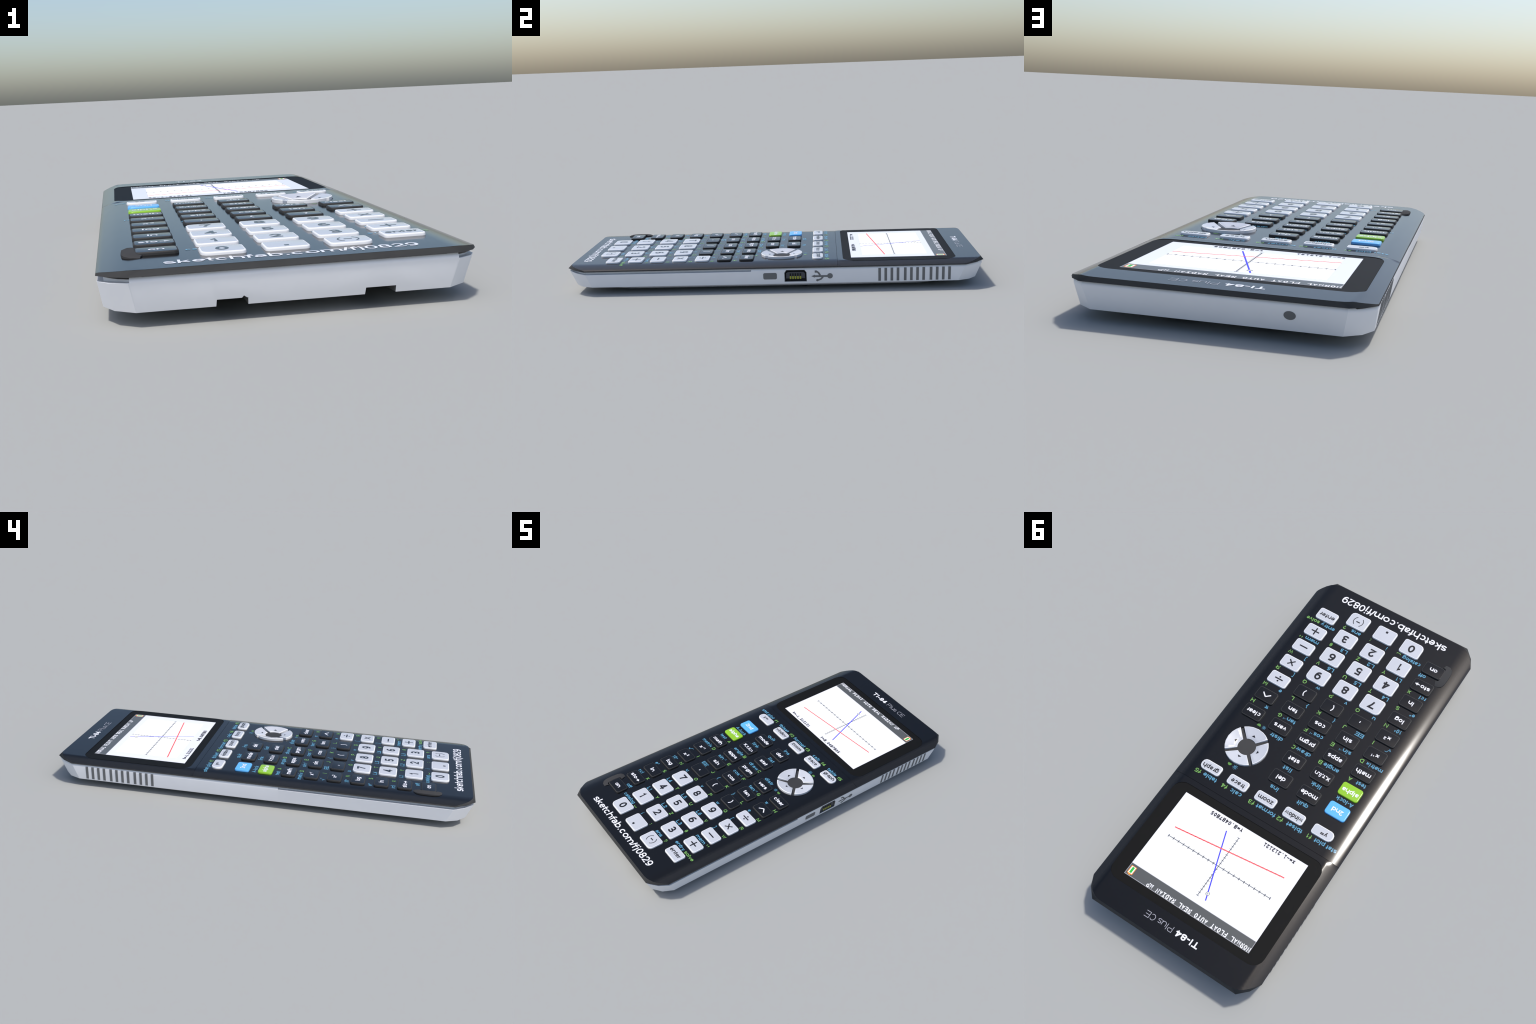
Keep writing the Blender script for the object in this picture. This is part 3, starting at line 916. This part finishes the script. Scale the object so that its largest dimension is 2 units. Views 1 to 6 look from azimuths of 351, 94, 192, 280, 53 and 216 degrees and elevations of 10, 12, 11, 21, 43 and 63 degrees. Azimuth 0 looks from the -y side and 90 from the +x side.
# --- number pad
pad = [["7", "8", "9"], ["4", "5", "6"], ["1", "2", "3"], ["0", ".", "(-)"]]
cornered = {"7": (2,), "9": (1,), "0": (3,), "(-)": (0,)}
for r, row in enumerate(pad):
    for c, body in enumerate(row):
        cx, cy = COLX[c + 1] - (0.0015 if c == 1 else 0), NUMY[r]
        k = add_key("white", cx, cy, 0.1065, 0.0865, cornered.get(body, ()), 0.023)
        if body == ".":
            legend(k, [(".", cx - 0.0065, cx + 0.0055, cy - 0.0250, 0.060, 0.0110)], M_INKBLK)
        elif body == "(-)":
            legend(k, [("-", cx - 0.0100, cx + 0.0100, cy - 0.0130, 0.046, 0.0058)], M_INKBLK)
            for s in (1, -1):
                arc = [(cx + s * (0.004 - 0.0290 * math.cos(math.radians(t))), cy + 0.001 + 0.0290 * math.sin(math.radians(t))) for t in range(-52, 53, 8)]
                a = polys_flat("key_legend", [stroke(arc[i:i + 2], 0.0034) for i in range(len(arc) - 1)], M_INKBLK, k, on_key)
                a.location = (-cx, -cy, 0)
        else:
            hw = 0.0150 if body == "1" else 0.0158
            sh = -0.004 if body == "1" else 0.0
            legend(k, [(body, cx - hw + sh, cx + hw + sh, cy - 0.0205, 0.0445, 0.0087)], M_INKBLK)

# --- function row
for c, body in enumerate(("y=", "window", "zoom", "trace", "graph")):
    big = {0: (2, 3), 4: (0, 1)}.get(c, ())
    cx = COLX[c] - (0.0015 if c in (0, 4) else 0)
    k = add_key("white", cx, FUNY, 0.1050, 0.0530, big, 0.0225)
    word_on_key(k, body, M_INKBLK, dx=-0.007 if c == 0 else 0.0, size=KS * (0.79 if c == 1 else 0.94), dy=-0.0075 if c not in (0, 4) else -0.0045, bold=0.0041, cap=KS * 0.70)

# ---------------------------------------------------------------- direction pad
DX, DY = 0.2270, 0.0375
# even spacing with a thin strip at the cut ends
def pad_sector_fine(a0):
    r0, r1, gap = 0.0435, 0.1020, 0.0172
    ts = [0.0, 0.02, 0.15, 0.3, 0.5, 0.7, 0.85, 0.98, 1.0]
    ztop = lambda r: 0.1322 + (r - r0) / (r1 - r0) * 0.0116
    prof = [(r0, 0.1235, 0), (r0 + 0.0003, ztop(r0) - 0.0016, 0), (r0 + 0.0018, ztop(r0), 1), (r0 + 0.02, ztop(r0 + 0.02), 1),
            ((r0 + r1) / 2 + 0.008, ztop((r0 + r1) / 2 + 0.008), 1), (r1 - 0.0030, ztop(r1), 1), (r1 - 0.0006, ztop(r1) - 0.0016, 0), (r1, 0.1235, 0)]
    n, m = len(prof), len(ts)
    verts, faces, mi = [], [], []
    for i, t in enumerate(ts):
        for r, z, top in prof:
            off = math.asin(gap / 2 / r)
            a = math.radians(a0 - 45) + off + t * (math.radians(90) - 2 * off)
            zz = z - 0.0014 if (top and i in (0, m - 1)) else z
            verts.append((r * math.cos(a), r * math.sin(a), zz))
    for i in range(m - 1):
        for j in range(n - 1):
            faces.append((i * n + j, i * n + j + 1, (i + 1) * n + j + 1, (i + 1) * n + j))
            mi.append(1 if (prof[j][2] and prof[j + 1][2] and 0 < i < m - 2) else 0)
    faces.append(tuple(range(n))); mi.append(0)
    faces.append(tuple((m - 1) * n + j for j in range(n))[::-1]); mi.append(0)
    for i in range(m - 1):
        faces.append((i * n, (i + 1) * n, (i + 1) * n + n - 1, i * n + n - 1)); mi.append(0)
    me = mesh_from("direction_key", verts, faces, mi)
    recalc(me); smooth(me, 40)
    return me, ztop

pad_base = slab("direction_pad", [(DX + x, DY + y) for x, y in disc(0, 0, 0.1030, 48)], 0.1225, 0.1282, M_GREY, calc)
for a0 in (0, 90, 180, 270):
    me, ztop = pad_sector_fine(a0)
    k = link("direction_key", me, pad_base, [M_KEYWHTS, M_KEYWHT])
    k.location = (DX, DY, 0)
    ca, sa = math.cos(math.radians(a0)), math.sin(math.radians(a0))
    R = 0.0610
    tri = [(R - 0.004, -0.0095), (R + 0.0060, 0.0), (R - 0.004, 0.0095)]
    tri = [(x * ca - y * sa, x * sa + y * ca) for x, y in tri]
    polys_flat("arrow_mark", [tri], M_INKBLK, k, lambda x, y: ztop(math.hypot(x, y)) + 0.0005)

# ---------------------------------------------------------------- guard beside the power key
def guard():
    """low crescent wall hugging the power key"""
    outer = [(-0.3380, -0.8500), (-0.3600, -0.8475), (-0.3740, -0.8350), (-0.3805, -0.8150), (-0.3815, -0.7830), (-0.3800, -0.7450), (-0.3735, -0.7260), (-0.3600, -0.7165), (-0.3420, -0.7150)]
    inner = [(-0.3310, -0.8260), (-0.3420, -0.8235), (-0.3455, -0.8150), (-0.3465, -0.8000), (-0.3465, -0.7830), (-0.3465, -0.7680), (-0.3455, -0.7550), (-0.3430, -0.7480), (-0.3310, -0.7450)]
    n = len(outer)
    zt = [0.1362, 0.1385, 0.1400, 0.1408, 0.1410, 0.1408, 0.1400, 0.1385, 0.1362]
    rows = [[], [], [], [], []]
    for (ox, oy), (ix, iy), z in zip(outer, inner, zt):
        rows[0].append((ox, oy, 0.1240))
        rows[1].append((ox + (ix - ox) * 0.04, oy + (iy - oy) * 0.04, z - 0.0042))
        rows[2].append((ox + (ix - ox) * 0.30, oy + (iy - oy) * 0.30, z - 0.0004))
        rows[3].append((ix - (ix - ox) * 0.05, iy - (iy - oy) * 0.05, z))
        rows[4].append((ix, iy, 0.1245))
    verts = [v for r in rows for v in r]
    faces = []
    for l in range(4):
        for i in range(n - 1):
            faces.append((l * n + i, l * n + i + 1, (l + 1) * n + i + 1, (l + 1) * n + i))
    faces.append(tuple(l * n for l in range(5))); faces.append(tuple(l * n + n - 1 for l in range(5))[::-1])
    for i in range(n - 1):
        faces.append((i, i + 1, 4 * n + i + 1, 4 * n + i))
    me = mesh_from("power_key_guard", verts, faces)
    recalc(me); smooth(me, 45)
    link("power_key_guard", me, calc, [M_GUARD])
guard()

# ---------------------------------------------------------------- printing on the faceplate
def blue(body, x0, base, x1=None, size=LS, t=0.0040):
    x1 = x1 if x1 is not None else x0 + width(body, size)
    return letter("second_function_legend", [(body, x0, x1, base, size * 0.71, t)], M_INKBLU, keypad_plate, on_face)
def green(body, xc, base, size=LS * 0.95, w=None):
    w = w or width(body, size) * 0.9
    return letter("alpha_legend", [(body, xc - w / 2, xc + w / 2, base, size * 0.71, 0.0036)], M_INKGRN, keypad_plate, on_face)
UP = 0.0418
row = lambda r: ROWY[r] + UP
NUP = 0.0495
# column 1
blue("A-lock", -0.343, row(1), -0.255); blue("test", -0.341, row(2), -0.293); green("A", -0.260, row(2))
blue("matrix", -0.365, row(3) + 0.001, -0.281); green("D", -0.258, row(3) + 0.001)
green("I", -0.2535, row(4)); green("N", -0.258, row(5)); green("S", -0.256, row(6)); green("X", -0.257, row(7))
polys_flat("second_function_legend", [stroke([(-0.347, row(4) + 0.009), (-0.342, row(4) + 0.011)], 0.002), stroke([(-0.342, row(4) + 0.011), (-0.337, row(4) + 0.001)], 0.0034), stroke([(-0.337, row(4) + 0.001), (-0.329, row(4) + 0.021)], 0.0022), stroke([(-0.329, row(4) + 0.0205), (-0.319, row(4) + 0.0205)], 0.0022)], M_INKBLU, keypad_plate, on_face)
letter("second_function_legend", [("10", -0.340, -0.313, row(5) - 0.001, 0.0215, 0.0039), ("x", -0.3105, -0.303, row(5) + 0.0095, 0.0135, 0.0026)], M_INKBLU, keypad_plate, on_face)
letter("second_function_legend", [("e", -0.346, -0.3315, row(6), 0.0215, 0.0039), ("x", -0.3295, -0.3215, row(6) + 0.0095, 0.0135, 0.0026)], M_INKBLU, keypad_plate, on_face)
blue("rcl", -0.345, row(7), -0.311); blue("off", -0.283, row(8), -0.248)
# column 2
blue("quit", -0.175, row(0) + 0.002, -0.120); blue("link", -0.175, row(1), -0.123); blue("angle", -0.198, row(2), -0.119); green("B", -0.1015, row(2))
def inverse(body, x0, base, w):
    letter("second_function_legend", [(body, x0, x0 + w, base, 0.0215, 0.0039), ("-", x0 + w + 0.0045, x0 + w + 0.0090, base + 0.0085, 0.018, 0.0026), ("1", x0 + w + 0.0110, x0 + w + 0.0178, base + 0.0105, 0.0115, 0.0022)], M_INKBLU, keypad_plate, on_face)
inverse("sin", -0.198, row(3), 0.0430); green("E", -0.1000, row(3))
blue("EE", -0.201, row(4), -0.158); green("J", -0.0990, row(4))
green("O", -0.1035, NUMY[0] + NUP); blue("u", -0.199, NUMY[0] + NUP, -0.183)
blue("L4", -0.197, NUMY[1] + NUP, -0.163); green("T", -0.099, NUMY[1] + NUP)
blue("L1", -0.197, NUMY[2] + NUP, -0.166); green("Y", -0.1005, NUMY[2] + NUP)
blue("catalog", -0.229, NUMY[3] + NUP, -0.132)
yb = NUMY[3] + NUP + 0.001
polys_flat("alpha_legend", [stroke([(-0.1165, yb), (-0.0985, yb)], 0.0030), stroke([(-0.1165, yb), (-0.1165, yb + 0.0065)], 0.0026), stroke([(-0.0985, yb), (-0.0985, yb + 0.0065)], 0.0026)], M_INKGRN, keypad_plate, on_face)
# column 3
blue("ins", -0.019, row(0) + 0.002, 0.025); blue("list", -0.018, row(1), 0.028); blue("draw", -0.047, row(2), 0.030); green("C", 0.0445, row(2))
inverse("cos", -0.046, row(3), 0.0500); green("F", 0.0450, row(3))
blue("{", -0.045 - 0.001, row(4), -0.036 + 0.001, t=0.0029); green("K", 0.0435, row(4))
blue("v", -0.045, NUMY[0] + NUP, -0.030); green("P", 0.0435, NUMY[0] + NUP)
blue("L5", -0.045, NUMY[1] + NUP, -0.010); green("U", 0.0435, NUMY[1] + NUP)
blue("L2", -0.045, NUMY[2] + NUP, -0.009); green("Z", 0.0440, NUMY[2] + NUP)
ii = letter("second_function_legend", [("i", -0.0455, -0.0405, NUMY[3] + NUP, 0.0205, 0.0034)], M_INKBLU, keypad_plate, on_face)
green(":", 0.050, NUMY[3] + NUP, w=0.0045)
# column 4
blue("distr", 0.106, row(2), 0.174)
inverse("tan", 0.106, row(3), 0.0460); green("G", 0.1905, row(3))
blue("}", 0.104 - 0.001, row(4), 0.113 + 0.001, t=0.0029); green("L", 0.1915, row(4))
blue("w", 0.107, NUMY[0] + NUP, 0.129); green("Q", 0.1915, NUMY[0] + NUP)
blue("L6", 0.1065, NUMY[1] + NUP, 0.141); green("V", 0.1935, NUMY[1] + NUP)
blue("L3", 0.106, NUMY[2] + NUP, 0.142); green("\u03b8", 0.198, NUMY[2] + NUP, w=0.0130)
blue("ans", 0.106, NUMY[3] + NUP, 0.158); green("?", 0.195, NUMY[3] + NUP)
# column 5
blue("\u03c0", 0.257, row(3), 0.275); green("H", 0.3430, row(3)); blue("e", 0.254, row(4), 0.269); green("M", 0.3455, row(4))
blue("[", 0.2555 - 0.001, row(5), 0.2620 + 0.001, t=0.0029); green("R", 0.3455, row(5)); blue("]", 0.2535 - 0.001, row(6), 0.2600 + 0.001, t=0.0029); green("W", 0.3425, row(6))
blue("mem", 0.253, row(7), 0.327); green("\"", 0.3485, row(7))
blue("entry", 0.229, row(8), 0.306); letter("alpha_legend", [("solve", 0.315, 0.389, row(8), 0.0215, 0.0039)], M_INKGRN, keypad_plate, on_face)
# function row
FB = FUNY + 0.0345
blue("stat plot", -0.394, FB, -0.2825); green("f1", -0.2535, FB, w=0.026)
blue("tblset", -0.217, FB, -0.138); green("f2", -0.1015, FB, w=0.030)
blue("format", -0.0755, FB, 0.0235); green("f3", 0.0510, FB, w=0.030)
blue("calc", 0.106, FB, 0.166); green("f4", 0.1980, FB, w=0.030)
blue("table", 0.242, FB, 0.314); green("f5", 0.3440, FB, w=0.030)
# brightness marks by the direction pad
def sun_mark(cx, cy, s):
    polys = ring_poly(cx, cy, 0.0035 * s, 0.0062 * s, 16)
    for i in range(8):
        a = math.radians(45 * i + 8)
        polys.append(stroke([(cx + 0.0082 * s * math.cos(a), cy + 0.0082 * s * math.sin(a)), (cx + 0.0125 * s * math.cos(a), cy + 0.0125 * s * math.sin(a))], 0.0022 * s))
    polys_flat("brightness_mark", polys, M_INKBLU, keypad_plate, on_face)
def shade_mark(cx, cy, up):
    d = [(cx - 0.0095, cy), (cx + 0.0095, cy)] + [(cx + 0.0095 * math.cos(math.radians(t)), cy + up * (0.004 + 0.0085 * math.sin(math.radians(t)))) for t in range(0, 181, 20)]
    polys_flat("contrast_mark", [d], M_INKDGRN, keypad_plate, on_face)
sun_mark(0.2110, 0.1550, 1.0); shade_mark(0.2420, 0.1480, 1)
sun_mark(0.2150, -0.0880, 0.82); shade_mark(0.2420, -0.0830, -1)
# maker's line at the near end, model name at the far end
letter("web_address", [("sketchfab.com/fj0829", -0.2900, 0.2940, -0.9455, 0.0410, 0.0064)], M_INKWHT, keypad_plate, on_face)
letter("model_name", [("TI-84", -0.1345, -0.0200, 0.9108, 0.0285, 0.0062)], M_INKWHT, display_plate, on_face)
letter("model_name", [("Plus CE", -0.0030, 0.1385, 0.9108, 0.0285, 0.0024)], M_INKPALE, display_plate, on_face)

# ---------------------------------------------------------------- display lettering (fixed pitch)
def fixed(name, body, x0, pitch, base, cap, mat, t):
    layers = []
    for i, ch in enumerate(body):
        if ch == " ": continue
        x, w = x0 + i * pitch, pitch * 0.80
        layers += glyph_quads(ch, x, w, base, cap, t, MONO)
    flat_mesh(name, layers, mat, display, lambda x, y: Z0 + 0.0008)
fixed("status_text", "NORMAL FLOAT AUTO REAL RADIAN MP", -0.3235, 0.01680, 0.8095, 0.0215, M_LCDWHT, 0.0039)
fixed("x_readout", "X=-1.212121", -0.2695, 0.01490, 0.3865, 0.0190, M_LCDTXT, 0.0041)
fixed("y_readout", "Y=8.0487805", 0.0045, 0.01555, 0.3865, 0.0190, M_LCDTXT, 0.0041)
